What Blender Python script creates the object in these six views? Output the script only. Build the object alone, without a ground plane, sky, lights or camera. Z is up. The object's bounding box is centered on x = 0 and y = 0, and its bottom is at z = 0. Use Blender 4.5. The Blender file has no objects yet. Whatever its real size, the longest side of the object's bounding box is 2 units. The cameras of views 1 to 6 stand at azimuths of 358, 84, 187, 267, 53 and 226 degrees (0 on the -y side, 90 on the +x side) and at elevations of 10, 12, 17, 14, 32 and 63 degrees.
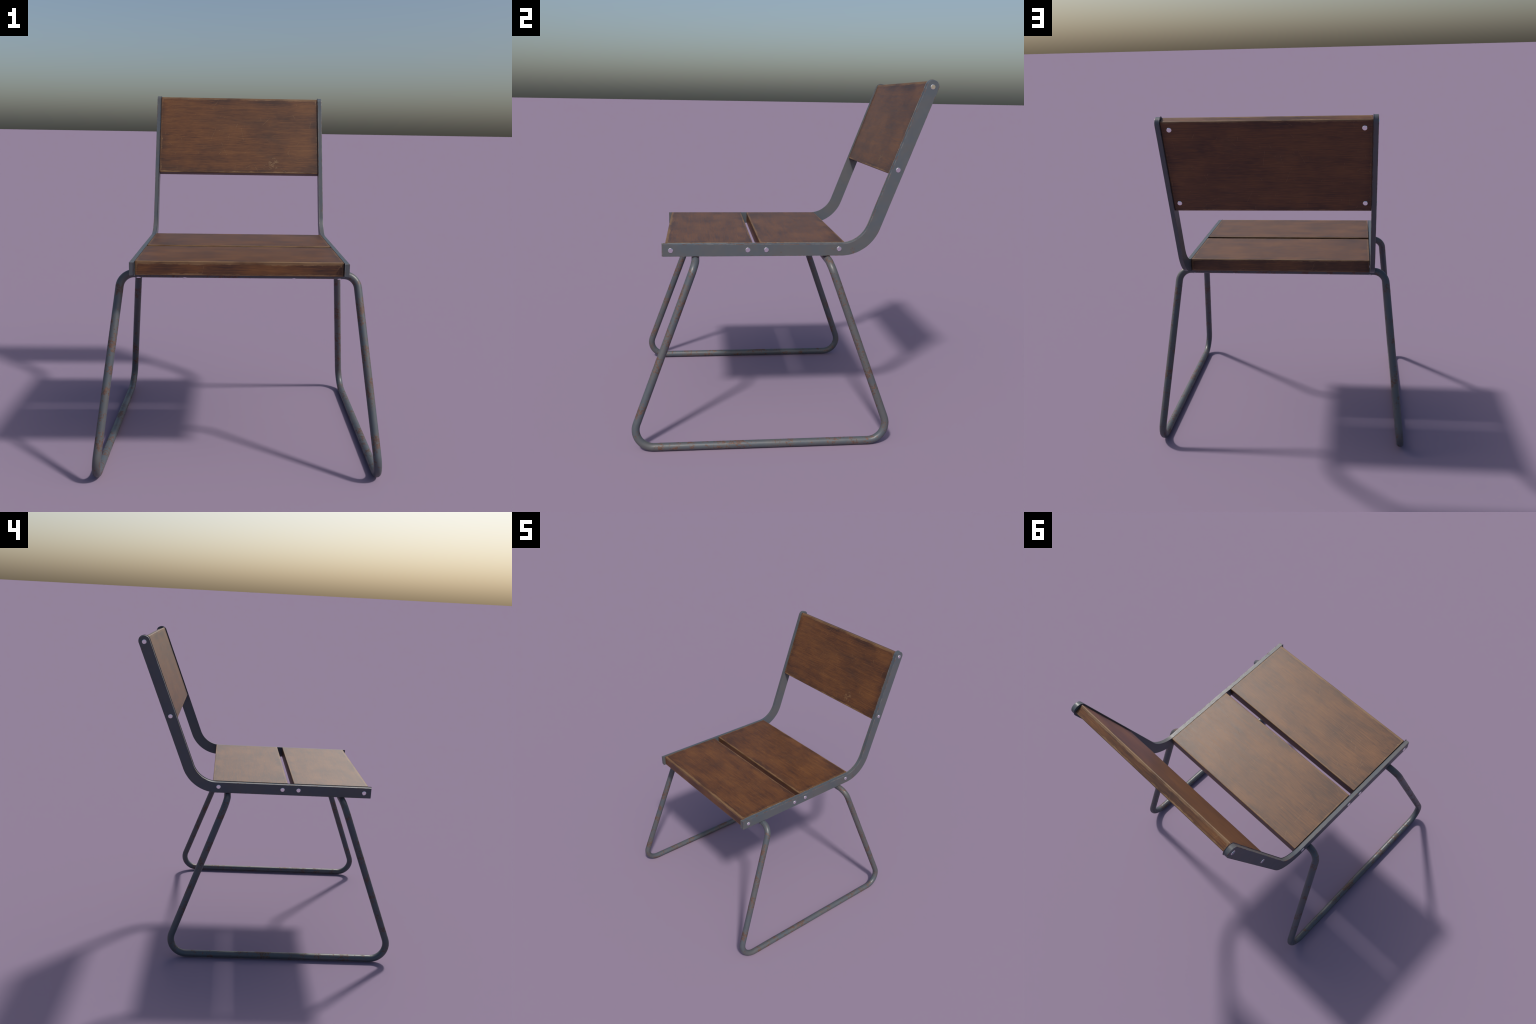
"""Worn industrial chair: two seat boards and a backrest board bolted between
bent flat-bar rails, carried by a sled base of bent round tube."""
import bpy, bmesh, math
from mathutils import Vector, Matrix

# ------------------------------------------------------------------ sizes (m)
RAIL_OUT, RAIL_IN = 0.5560, 0.5300        # |x| of the flat-bar faces
RAIL_W = 0.0675                           # height of the flat bar
RAIL_Z = 1.0803                           # its centre line under the seat
RAIL_FRONT = -0.6520
LEAN = math.radians(20.4)                 # backrest lean from vertical
BACK_REF = Vector((0.0, 0.6212, 1.5186))  # lower backrest bolt on the bar axis
BEND_R = 0.193
TOP_S = 0.5057                            # end of bar, measured up from BACK_REF
UP = Vector((0.0, math.sin(LEAN), math.cos(LEAN)))
FACE = Vector((0.0, -math.cos(LEAN), math.sin(LEAN)))   # out of the backrest front

SLAT_HX = 0.5272
BACK_HX = 0.5288
TUBE_R = 0.0215
TUBE_TOP = 1.0225
FOOT_X = 0.7205
FOOT_F, FOOT_R = -0.8455, 0.6195          # y of sharp foot corners
TOP_X = 0.6225
TOP_F, TOP_R = -0.4745, 0.2540            # y of the cross bars
BOLT_R = 0.0133

# ------------------------------------------------------------------ node kit
class Kit:
    def __init__(self, name):
        self.m = bpy.data.materials.new(name)
        self.m.use_nodes = True
        self.t = self.m.node_tree
        self.t.nodes.clear()
        self.out = self.t.nodes.new("ShaderNodeOutputMaterial")
        self.b = self.t.nodes.new("ShaderNodeBsdfPrincipled")
        self.t.links.new(self.b.outputs[0], self.out.inputs[0])
        self.co = self.t.nodes.new("ShaderNodeTexCoord").outputs["Object"]

    def put(self, sock, v):
        if isinstance(v, bpy.types.NodeSocket):
            self.t.links.new(v, sock)
        elif isinstance(v, tuple) and len(v) == 3 and sock.type == "RGBA":
            sock.default_value = (*v, 1.0)
        else:
            sock.default_value = v

    def math(self, op, a, b=0.0, c=0.0, clamp=False):
        n = self.t.nodes.new("ShaderNodeMath")
        n.operation = op
        n.use_clamp = clamp
        for i, v in enumerate((a, b, c)):
            self.put(n.inputs[i], v)
        return n.outputs[0]

    def mapping(self, vec, scale=(1, 1, 1), loc=(0, 0, 0), rot=(0, 0, 0)):
        n = self.t.nodes.new("ShaderNodeMapping")
        self.put(n.inputs["Vector"], vec)
        n.inputs["Scale"].default_value = scale
        n.inputs["Location"].default_value = loc
        n.inputs["Rotation"].default_value = rot
        return n.outputs[0]

    def noise(self, vec, scale, detail=4.0, rough=0.55, dist=0.0):
        n = self.t.nodes.new("ShaderNodeTexNoise")
        self.put(n.inputs["Vector"], vec)
        n.inputs["Scale"].default_value = scale
        n.inputs["Detail"].default_value = detail
        n.inputs["Roughness"].default_value = rough
        n.inputs["Distortion"].default_value = dist
        return n.outputs["Fac"]

    def step(self, v, lo, hi, a=0.0, b=1.0):
        n = self.t.nodes.new("ShaderNodeMapRange")
        n.interpolation_type = "SMOOTHSTEP"
        self.put(n.inputs["Value"], v)
        for k, x in (("From Min", lo), ("From Max", hi), ("To Min", a), ("To Max", b)):
            self.put(n.inputs[k], x)
        return n.outputs[0]

    def mix(self, f, a, b):
        n = self.t.nodes.new("ShaderNodeMix")
        n.data_type = "RGBA"
        self.put(n.inputs[0], f)
        self.put(n.inputs[6], a)
        self.put(n.inputs[7], b)
        return n.outputs[2]

    def ramp(self, f, stops):
        n = self.t.nodes.new("ShaderNodeValToRGB")
        self.put(n.inputs[0], f)
        e = n.color_ramp.elements
        while len(e) < len(stops):
            e.new(0.5)
        for el, (p, c) in zip(e, stops):
            el.position = p
            el.color = (*c, 1.0)
        return n.outputs[0]

    def xyz(self, vec):
        n = self.t.nodes.new("ShaderNodeSeparateXYZ")
        self.put(n.inputs[0], vec)
        return n.outputs

    def vec(self, x, y, z=0.0):
        n = self.t.nodes.new("ShaderNodeCombineXYZ")
        for i, v in enumerate((x, y, z)):
            self.put(n.inputs[i], v)
        return n.outputs[0]

    def bump(self, h, strength, dist=0.002):
        n = self.t.nodes.new("ShaderNodeBump")
        n.inputs["Strength"].default_value = strength
        n.inputs["Distance"].default_value = dist
        self.put(n.inputs["Height"], h)
        self.t.links.new(n.outputs[0], self.b.inputs["Normal"])

    def set(self, **kw):
        for k, v in kw.items():
            self.put(self.b.inputs[k.replace("_", " ")], v)
        return self.m

    def scratches(self, plane, cells, keep, half_len, half_w, seed):
        """Short straight scratches: one at random per Voronoi cell."""
        p = self.mapping(plane, scale=(cells, cells, 1), loc=(seed, seed * 0.7, 0))
        v = self.t.nodes.new("ShaderNodeTexVoronoi")
        v.voronoi_dimensions = "2D"
        v.inputs["Scale"].default_value = 1.0
        self.put(v.inputs["Vector"], p)
        sub = self.t.nodes.new("ShaderNodeVectorMath")
        sub.operation = "SUBTRACT"
        self.put(sub.inputs[0], p)
        self.put(sub.inputs[1], v.outputs["Position"])
        col = self.t.nodes.new("ShaderNodeSeparateColor")
        self.put(col.inputs[0], v.outputs["Color"])
        rot = self.t.nodes.new("ShaderNodeVectorRotate")
        rot.rotation_type = "Z_AXIS"
        self.put(rot.inputs["Vector"], sub.outputs[0])
        self.put(rot.inputs["Angle"], self.math("MULTIPLY_ADD", col.outputs[0], 2.2, 0.45))
        d = self.xyz(rot.outputs[0])
        across = self.math("ABSOLUTE", d[1])
        along = self.math("ABSOLUTE", d[0])
        L = self.math("MULTIPLY", col.outputs[1], half_len * cells)
        line = self.step(across, half_w * cells * 0.4, half_w * cells, 1.0, 0.0)
        ends = self.math("LESS_THAN", along, L)
        on = self.math("LESS_THAN", col.outputs[2], keep)
        return self.math("MULTIPLY", self.math("MULTIPLY", line, ends), on)


def wood(name, half, seed, chip=None, front_wear=0.0, end_wear=0.6):
    """Stained board, grain along local x, worn pale along its edges."""
    k = Kit(name)
    hx, hy, hz = half
    x, y, z = k.xyz(k.co)
    off = k.mapping(k.co, loc=(seed * 3.1, seed * 1.7, seed * 0.9))
    # grain and stain
    warp = k.noise(k.mapping(off, scale=(1.0, 3, 3)), 2.0, 2, 0.5)
    gy = k.math("MULTIPLY_ADD", warp, 0.035, y)
    gz = k.math("MULTIPLY_ADD", warp, 0.035, z)
    gco = k.mapping(k.vec(x, gy, gz), loc=(seed * 3.1, seed * 1.7, seed * 0.9))
    fine = k.noise(k.mapping(gco, scale=(1.5, 78, 78)), 3.0, 4, 0.62)
    fibre = k.noise(k.mapping(gco, scale=(7, 150, 150)), 3.0, 2, 0.5)
    bands = k.noise(k.mapping(gco, scale=(0.8, 10, 10)), 2.6, 3, 0.55)
    blot = k.noise(k.mapping(off, scale=(1.0, 1.5, 1.5)), 5.0, 4, 0.55, 0.2)
    tone = k.math("MULTIPLY_ADD", fine, 0.42, k.math("MULTIPLY", bands, 0.14))
    tone = k.math("ADD", tone, k.math("MULTIPLY", blot, 0.34))
    tone = k.math("MULTIPLY_ADD", fibre, 0.26, tone)
    ax, ay, az = (k.math("ABSOLUTE", v) for v in (x, y, z))
    a = k.math("SUBTRACT", hx, ax)
    b = k.math("SUBTRACT", hy, ay)
    c = k.math("SUBTRACT", hz, az)
    # distance to the nearest edge = second smallest of the three face distances
    edge = k.math("MAXIMUM", k.math("MINIMUM", a, b),
                  k.math("MINIMUM", k.math("MAXIMUM", a, b), c))
    # handling grime: darker stain toward the borders, broken up by the blotches
    grime = k.step(k.math("ADD", edge, k.math("MULTIPLY", k.math("SUBTRACT", blot, 0.5), 0.10)),
                   0.0, 0.055, 0.075, 0.0)
    tone = k.math("SUBTRACT", tone, grime)
    col = k.ramp(tone, [(0.40, (0.038, 0.0148, 0.0064)), (0.51, (0.075, 0.0272, 0.0080)),
                        (0.61, (0.116, 0.0430, 0.0103)), (0.74, (0.160, 0.0650, 0.0155))])
    # grey-brown haze patches in the old varnish
    haze = k.noise(k.mapping(off, scale=(1.0, 2.2, 2.2), loc=(4, 9, 2)), 4.0, 4, 0.6, 0.4)
    col = k.mix(k.step(haze, 0.52, 0.74, 0.0, 0.25), col, (0.050, 0.029, 0.016))
    # worn edges
    jag = k.noise(k.mapping(off, scale=(14, 40, 40)), 2.0, 4, 0.65)
    lump = k.noise(k.mapping(off, scale=(3, 6, 6)), 2.0, 3, 0.6)
    width = k.math("MULTIPLY", k.math("MULTIPLY", jag, lump), 0.036)
    if front_wear:
        nearf = k.step(k.math("MULTIPLY", y, front_wear), hy - 0.03, hy - 0.012)
        topz = k.step(z, hz * 0.1, hz * 0.6)
        width = k.math("MULTIPLY_ADD", k.math("MULTIPLY", nearf, topz), 0.0065, width)
    worn = k.step(k.math("SUBTRACT", edge, width), -0.0040, 0.0018, 1.0, 0.0)
    worn = k.math("MULTIPLY", worn, k.step(lump, 0.30, 0.5, 0.35, 0.9))
    # board ends sit against the rails and are hardly rubbed
    worn = k.math("MULTIPLY", worn, k.step(a, 0.004, 0.012, end_wear, 1.0))
    flat = k.vec(x, k.math("ADD", y, z))
    scr = k.math("MAXIMUM", k.scratches(flat, 9.0, 0.48, 0.050, 0.0014, seed * 5.3),
                 k.scratches(flat, 17.0, 0.30, 0.018, 0.0016, seed * 8.1 + 2))
    scr = k.math("MULTIPLY", scr, k.step(k.noise(off, 60.0, 2), 0.38, 0.6, 0.12, 0.85))
    ding = k.step(k.noise(k.mapping(off, scale=(30, 45, 45)), 1.0, 2, 0.5), 0.745, 0.78)
    bare = k.math("MAXIMUM", worn, k.math("MAXIMUM", k.math("MULTIPLY", scr, 0.8),
                                          k.math("MULTIPLY", ding, 0.55)))
    if chip:
        cx, cy, rx, ry = chip
        ex = k.math("DIVIDE", k.math("SUBTRACT", x, cx), rx)
        ey = k.math("DIVIDE", k.math("SUBTRACT", y, cy), ry)
        r2 = k.math("SQRT", k.math("ADD", k.math("MULTIPLY", ex, ex), k.math("MULTIPLY", ey, ey)))
        fall = k.step(r2, 0.0, 1.0, 0.165, -0.05)
        flake = k.noise(k.mapping(k.co, scale=(48, 80, 20), loc=(2.4, 1.3, 0)), 1.0, 3, 0.62, 0.9)
        flake = k.step(k.math("ADD", flake, fall), 0.675, 0.71)
        flake = k.math("MULTIPLY", flake, k.math("GREATER_THAN", z, 0.0))
        bare = k.math("MAXIMUM", bare, flake)
    tan = k.ramp(k.math("MULTIPLY_ADD", fine, 0.6, k.math("MULTIPLY", lump, 0.4)),
                 [(0.35, (0.105, 0.052, 0.019)), (0.65, (0.205, 0.115, 0.050))])
    col = k.mix(bare, col, tan)
    rough = k.math("MULTIPLY_ADD", fine, 0.16, 0.385)
    rough = k.math("MULTIPLY_ADD", bare, 0.10, rough)
    h = k.math("SUBTRACT", k.math("MULTIPLY_ADD", fine, 0.5, k.math("MULTIPLY", fibre, 0.3)),
               k.math("MULTIPLY", bare, 0.6))
    k.bump(h, 0.22, 0.0015)
    return k.set(Base_Color=col, Roughness=rough, Specular_IOR_Level=0.5)


def paint(name, rust_lo, edge_mode=False):
    """Blue-grey enamel with rust freckles; edge_mode is the rubbed bar edge."""
    k = Kit(name)
    cloud = k.noise(k.co, 5.0, 4, 0.6, 0.3)
    mott = k.noise(k.co, 26.0, 3, 0.6)
    base = k.mix(k.step(cloud, 0.38, 0.64), (0.066, 0.080, 0.095), (0.080, 0.083, 0.087))
    base = k.mix(k.step(mott, 0.45, 0.75, 0.0, 0.35), base, (0.088, 0.093, 0.098))
    where = k.noise(k.mapping(k.co, loc=(3.7, 1.1, 5.2)), 13.0, 3, 0.6)
    grain = k.noise(k.co, 85.0, 4, 0.68, 0.4)
    amount = k.math("MULTIPLY_ADD", where, 0.56, k.math("MULTIPLY", grain, 0.56))
    rust = k.step(amount, rust_lo, rust_lo + 0.05, 0.0, 0.85)
    rcol = k.ramp(k.noise(k.co, 120.0, 2), [(0.35, (0.068, 0.034, 0.024)), (0.65, (0.140, 0.064, 0.038))])
    rough = k.math("MULTIPLY_ADD", mott, 0.15, 0.34)
    if edge_mode:
        rub = k.noise(k.co, 22.0, 4, 0.65)
        base = k.mix(k.step(rub, 0.46, 0.62, 0.0, 0.55), base, (0.160, 0.155, 0.150))
        rub2 = k.noise(k.mapping(k.co, loc=(8, 2, 1)), 30.0, 4, 0.7)
        rust = k.math("MAXIMUM", rust, k.step(rub2, 0.51, 0.58, 0.0, 0.8))
    col = k.mix(rust, base, rcol)
    rough = k.math("MULTIPLY_ADD", rust, 0.25, rough)
    k.bump(k.math("MULTIPLY_ADD", rust, 0.8, k.math("MULTIPLY", mott, 0.25)), 0.25, 0.0012)
    return k.set(Base_Color=col, Roughness=rough, Specular_IOR_Level=0.5)


def chrome():
    k = Kit("polished_steel")
    return k.set(Base_Color=(0.93, 0.92, 0.93), Metallic=1.0,
                 Roughness=k.math("MULTIPLY_ADD", k.noise(k.co, 90.0, 2), 0.06, 0.06))


M_BAR = paint("bar_enamel", 0.705)
M_BAR_EDGE = paint("bar_edge_rubbed", 0.69, True)
M_TUBE = paint("tube_enamel", 0.588)
M_BOLT = chrome()

# ------------------------------------------------------------------ mesh kit
def make(name, bm, mats, parent=None, angle=35.0, matrix=None, flat=False):
    bmesh.ops.recalc_face_normals(bm, faces=bm.faces)
    me = bpy.data.meshes.new(name)
    bm.to_mesh(me)
    bm.free()
    for m in mats:
        me.materials.append(m)
    me.shade_smooth()
    me.set_sharp_from_angle(angle=math.radians(angle))
    ob = bpy.data.objects.new(name, me)
    bpy.context.scene.collection.objects.link(ob)
    if parent:
        ob.parent = parent
    if flat:
        # big faces keep their own normal, bevels take up the turn
        ob.modifiers.new("weighted", "WEIGHTED_NORMAL").keep_sharp = True
        ob.modifiers["weighted"].weight = 100
        dg = bpy.context.evaluated_depsgraph_get()
        done = bpy.data.meshes.new_from_object(ob.evaluated_get(dg))
        ob.modifiers.clear()
        ob.data = done
        bpy.data.meshes.remove(me)
        done.name = name
    if matrix is not None:
        ob.matrix_world = matrix
    return ob


def arc2(c, r, a0, a1, n):
    return [(c[0] + r * math.cos(a0 + (a1 - a0) * i / n),
             c[1] + r * math.sin(a0 + (a1 - a0) * i / n)) for i in range(n + 1)]


chair = bpy.data.objects.new("chair", None)
bpy.context.scene.collection.objects.link(chair)
chair["label"] = "worn wooden board chair on blue-grey tubular steel sled base"
chair["category"] = "chair"

# ------------------------------------------------------------------ flat-bar rails
def rail_outline():
    """Side outline (y, z): level under the seat, bent up into the backrest."""
    h = RAIL_W / 2
    turn = math.pi / 2 - LEAN
    corner = BACK_REF - UP * ((BACK_REF.z - RAIL_Z) / UP.z)
    cy = corner.y - BEND_R * math.tan(turn / 2)
    c = (cy, RAIL_Z + BEND_R)
    a0 = -math.pi / 2
    under = [(RAIL_FRONT, RAIL_Z - h)] + arc2(c, BEND_R + h, a0, a0 + turn, 22)
    over = arc2(c, BEND_R - h, a0 + turn, a0, 18) + [(RAIL_FRONT, RAIL_Z + h)]
    # rounded upper end
    r = 0.0315
    top = BACK_REF + UP * (TOP_S - r)
    out = math.atan2(-FACE.z, -FACE.y)
    cr = top - FACE * (h - r)
    cf = top + FACE * (h - r)
    cap = arc2((cr.y, cr.z), r, out, out + math.pi / 2, 9) + \
        arc2((cf.y, cf.z), r, out + math.pi / 2, out + math.pi, 9)
    return under + cap + over


def build_rail(sign):
    bm = bmesh.new()
    pts = rail_outline()
    ins = [bm.verts.new((sign * RAIL_IN, y, z)) for y, z in pts]
    outs = [bm.verts.new((sign * RAIL_OUT, y, z)) for y, z in pts]
    bm.faces.new(ins)
    bm.faces.new(outs)
    n = len(pts)
    for i in range(n):
        bm.faces.new((ins[i], ins[(i + 1) % n], outs[(i + 1) % n], outs[i]))
    bm.normal_update()
    rim = [e for e in bm.edges if abs(e.verts[0].co.x - e.verts[1].co.x) < 1e-6]
    rim += [e for e in bm.edges if abs(e.verts[0].co.x - e.verts[1].co.x) > 1e-3
            and e.verts[0].co.y < RAIL_FRONT + 1e-4]
    bmesh.ops.bevel(bm, geom=rim, offset=0.0032, offset_type="OFFSET", segments=2,
                    profile=0.6, affect="EDGES", clamp_overlap=True, material=1)
    return make("frame_rail", bm, [M_BAR, M_BAR_EDGE], chair, 50.0, None, True)


rails = {s: build_rail(s) for s in (1, -1)}

# ------------------------------------------------------------------ boards
def build_board(name, half, mat, matrix, soft):
    """Box with rounded edges; `soft` = bevel of (long edges, end edges)."""
    bm = bmesh.new()
    bmesh.ops.create_cube(bm, size=2.0)
    for v in bm.verts:
        v.co = Vector((v.co.x * half[0], v.co.y * half[1], v.co.z * half[2]))
    long_e = [e for e in bm.edges if abs(e.verts[0].co.x - e.verts[1].co.x) > half[0]]
    bmesh.ops.bevel(bm, geom=long_e, offset=soft[0], segments=4, profile=0.55, affect="EDGES")
    ends = [e for e in bm.edges if abs(abs(e.verts[0].co.x) - half[0]) < 1e-5
            and abs(e.verts[0].co.x - e.verts[1].co.x) < 1e-5]
    bmesh.ops.bevel(bm, geom=ends, offset=soft[1], segments=2, profile=0.6, affect="EDGES")
    return make(name, bm, [mat], chair, 50.0, matrix, True)


seat_lo, seat_hi = 1.0455, 1.1185
seat_z = (seat_lo + seat_hi) / 2
seat_hz = (seat_hi - seat_lo) / 2
for y0, y1, seed, fw in ((-0.6365, -0.1622, 1.0, -1.0), (-0.1232, 0.3490, 2.3, -0.4)):
    half = (SLAT_HX, (y1 - y0) / 2, seat_hz)
    mat = wood("seat_stain", half, seed, None, fw if fw < -0.5 else 0.0)
    build_board("seat_board", half, mat, Matrix.Translation((0, (y0 + y1) / 2, seat_z)), (0.0045, 0.0020))

back_lo, back_hi = -0.0355, 0.4930
back_front, back_rear = 0.0290, -0.0235
bh = (BACK_HX, (back_hi - back_lo) / 2, (back_front - back_rear) / 2)
bc = BACK_REF + UP * ((back_hi + back_lo) / 2) + FACE * ((back_front + back_rear) / 2)
frame = Matrix(((1, 0, 0, 0), (0, UP.y, FACE.y, bc.y), (0, UP.z, FACE.z, bc.z), (0, 0, 0, 1)))
back_mat = wood("backrest_stain", bh, 4.2, (0.222, -0.205, 0.125, 0.085), 1.0, 0.15)
backrest = build_board("backrest", bh, back_mat, frame, (0.0055, 0.0020))

# ------------------------------------------------------------------ tube base
def fillet(points, radii, step_deg=7.5):
    """Round the inner corners of a 3D polyline."""
    path = [points[0]]
    for p0, p, p1, r in zip(points, points[1:], points[2:], radii):
        d0, d1 = (p0 - p).normalized(), (p1 - p).normalized()
        ang = math.pi - d0.angle(d1)
        t = r * math.tan(ang / 2)
        bis = (d0 + d1).normalized()
        c = p + bis * (r / math.cos(ang / 2))
        s, e = p + d0 * t - c, p + d1 * t - c
        n = max(4, int(math.degrees(ang) / step_deg))
        ax = s.cross(e).normalized()
        for i in range(n + 1):
            path.append(c + Matrix.Rotation(ang * i / n, 3, ax) @ s)
    path.append(points[-1])
    return path


def sweep(path, r, sides=28):
    bm = bmesh.new()
    tang = []
    for i, p in enumerate(path):
        a = path[max(i - 1, 0)]
        b = path[min(i + 1, len(path) - 1)]
        tang.append(((p - a).normalized() + (b - p).normalized()).normalized()
                    if 0 < i < len(path) - 1 else (b - a).normalized())
    up = Vector((0, 0, 1)) if abs(tang[0].z) < 0.9 else Vector((0, 1, 0))
    u = (up - tang[0] * up.dot(tang[0])).normalized()
    rings = []
    for p, t in zip(path, tang):
        u = (u - t * u.dot(t)).normalized()
        v = t.cross(u)
        rings.append([bm.verts.new(p + (u * math.cos(2 * math.pi * j / sides)
                                        + v * math.sin(2 * math.pi * j / sides)) * r)
                      for j in range(sides)])
    for A, B in zip(rings, rings[1:]):
        for j in range(sides):
            bm.faces.new((A[j], A[(j + 1) % sides], B[(j + 1) % sides], B[j]))
    return bm


SPLIT_X = 0.549
for s in (1, -1):
    pts = [Vector((s * SPLIT_X, TOP_F, TUBE_TOP)), Vector((s * TOP_X, TOP_F, TUBE_TOP)),
           Vector((s * FOOT_X, FOOT_F, TUBE_R)), Vector((s * FOOT_X, FOOT_R, TUBE_R)),
           Vector((s * TOP_X, TOP_R, TUBE_TOP)), Vector((s * SPLIT_X, TOP_R, TUBE_TOP))]
    make("leg", sweep(fillet(pts, (0.075, 0.098, 0.098, 0.075)), TUBE_R), [M_TUBE], chair, 60)
bars = []
for y in (TOP_F, TOP_R):
    path = [Vector((SPLIT_X * t, y, TUBE_TOP)) for t in (-1, -0.5, 0, 0.5, 1)]
    bars.append(make("crossbar", sweep(path, TUBE_R), [M_TUBE], chair, 60))

# ------------------------------------------------------------------ bolts
def bolt_mesh():
    """Flat-topped steel head with a chamfered rim, axis +z, seat plane at z = 0."""
    bm = bmesh.new()
    prof = [(BOLT_R, -0.004), (BOLT_R, 0.0012), (BOLT_R - 0.0019, 0.0029)]
    n = 32
    rings = [[bm.verts.new((r * math.cos(2 * math.pi * j / n), r * math.sin(2 * math.pi * j / n), z))
              for j in range(n)] for r, z in prof]
    for A, B in zip(rings, rings[1:]):
        for j in range(n):
            bm.faces.new((A[j], A[(j + 1) % n], B[(j + 1) % n], B[j]))
    bm.faces.new(rings[-1])
    bm.faces.new(rings[0][::-1])
    return bm


seed_bolt = make("bolt", bolt_mesh(), [M_BOLT], None, 25)
used = [False]


def bolt(pos, axis, parent):
    ob = seed_bolt if not used[0] else seed_bolt.copy()
    if used[0]:
        bpy.context.scene.collection.objects.link(ob)
    used[0] = True
    ob.parent = parent
    m = axis.normalized().to_track_quat("Z", "Y").to_matrix().to_4x4()
    m.translation = pos
    ob.matrix_parent_inverse = parent.matrix_world.inverted()
    ob.matrix_basis = m


bpy.context.view_layer.update()
for s, rail in rails.items():
    for y, dz in ((-0.6065, 0.0002), (-0.1903, 0.0015), (-0.0895, 0.0016), (0.3124, 0.0050)):
        bolt(Vector((s * RAIL_OUT, y, RAIL_Z + dz)), Vector((s, 0, 0)), rail)
    for t in (0.0, 0.4696):
        p = BACK_REF + UP * t
        bolt(Vector((s * RAIL_OUT, p.y, p.z)), Vector((s, 0, 0)), rail)
    for x, t in ((0.4885, 0.4488), (0.4970, 0.0142)):
        bolt(Vector((s * x, 0, 0)) + BACK_REF + UP * t + FACE * back_rear, -FACE, backrest)
    for bar, y in zip(bars, (TOP_F, TOP_R)):
        for x in (0.289, 0.5325):
            bolt(Vector((s * x, y, TUBE_TOP - TUBE_R + 0.0012)), Vector((0, 0, -1)), bar)
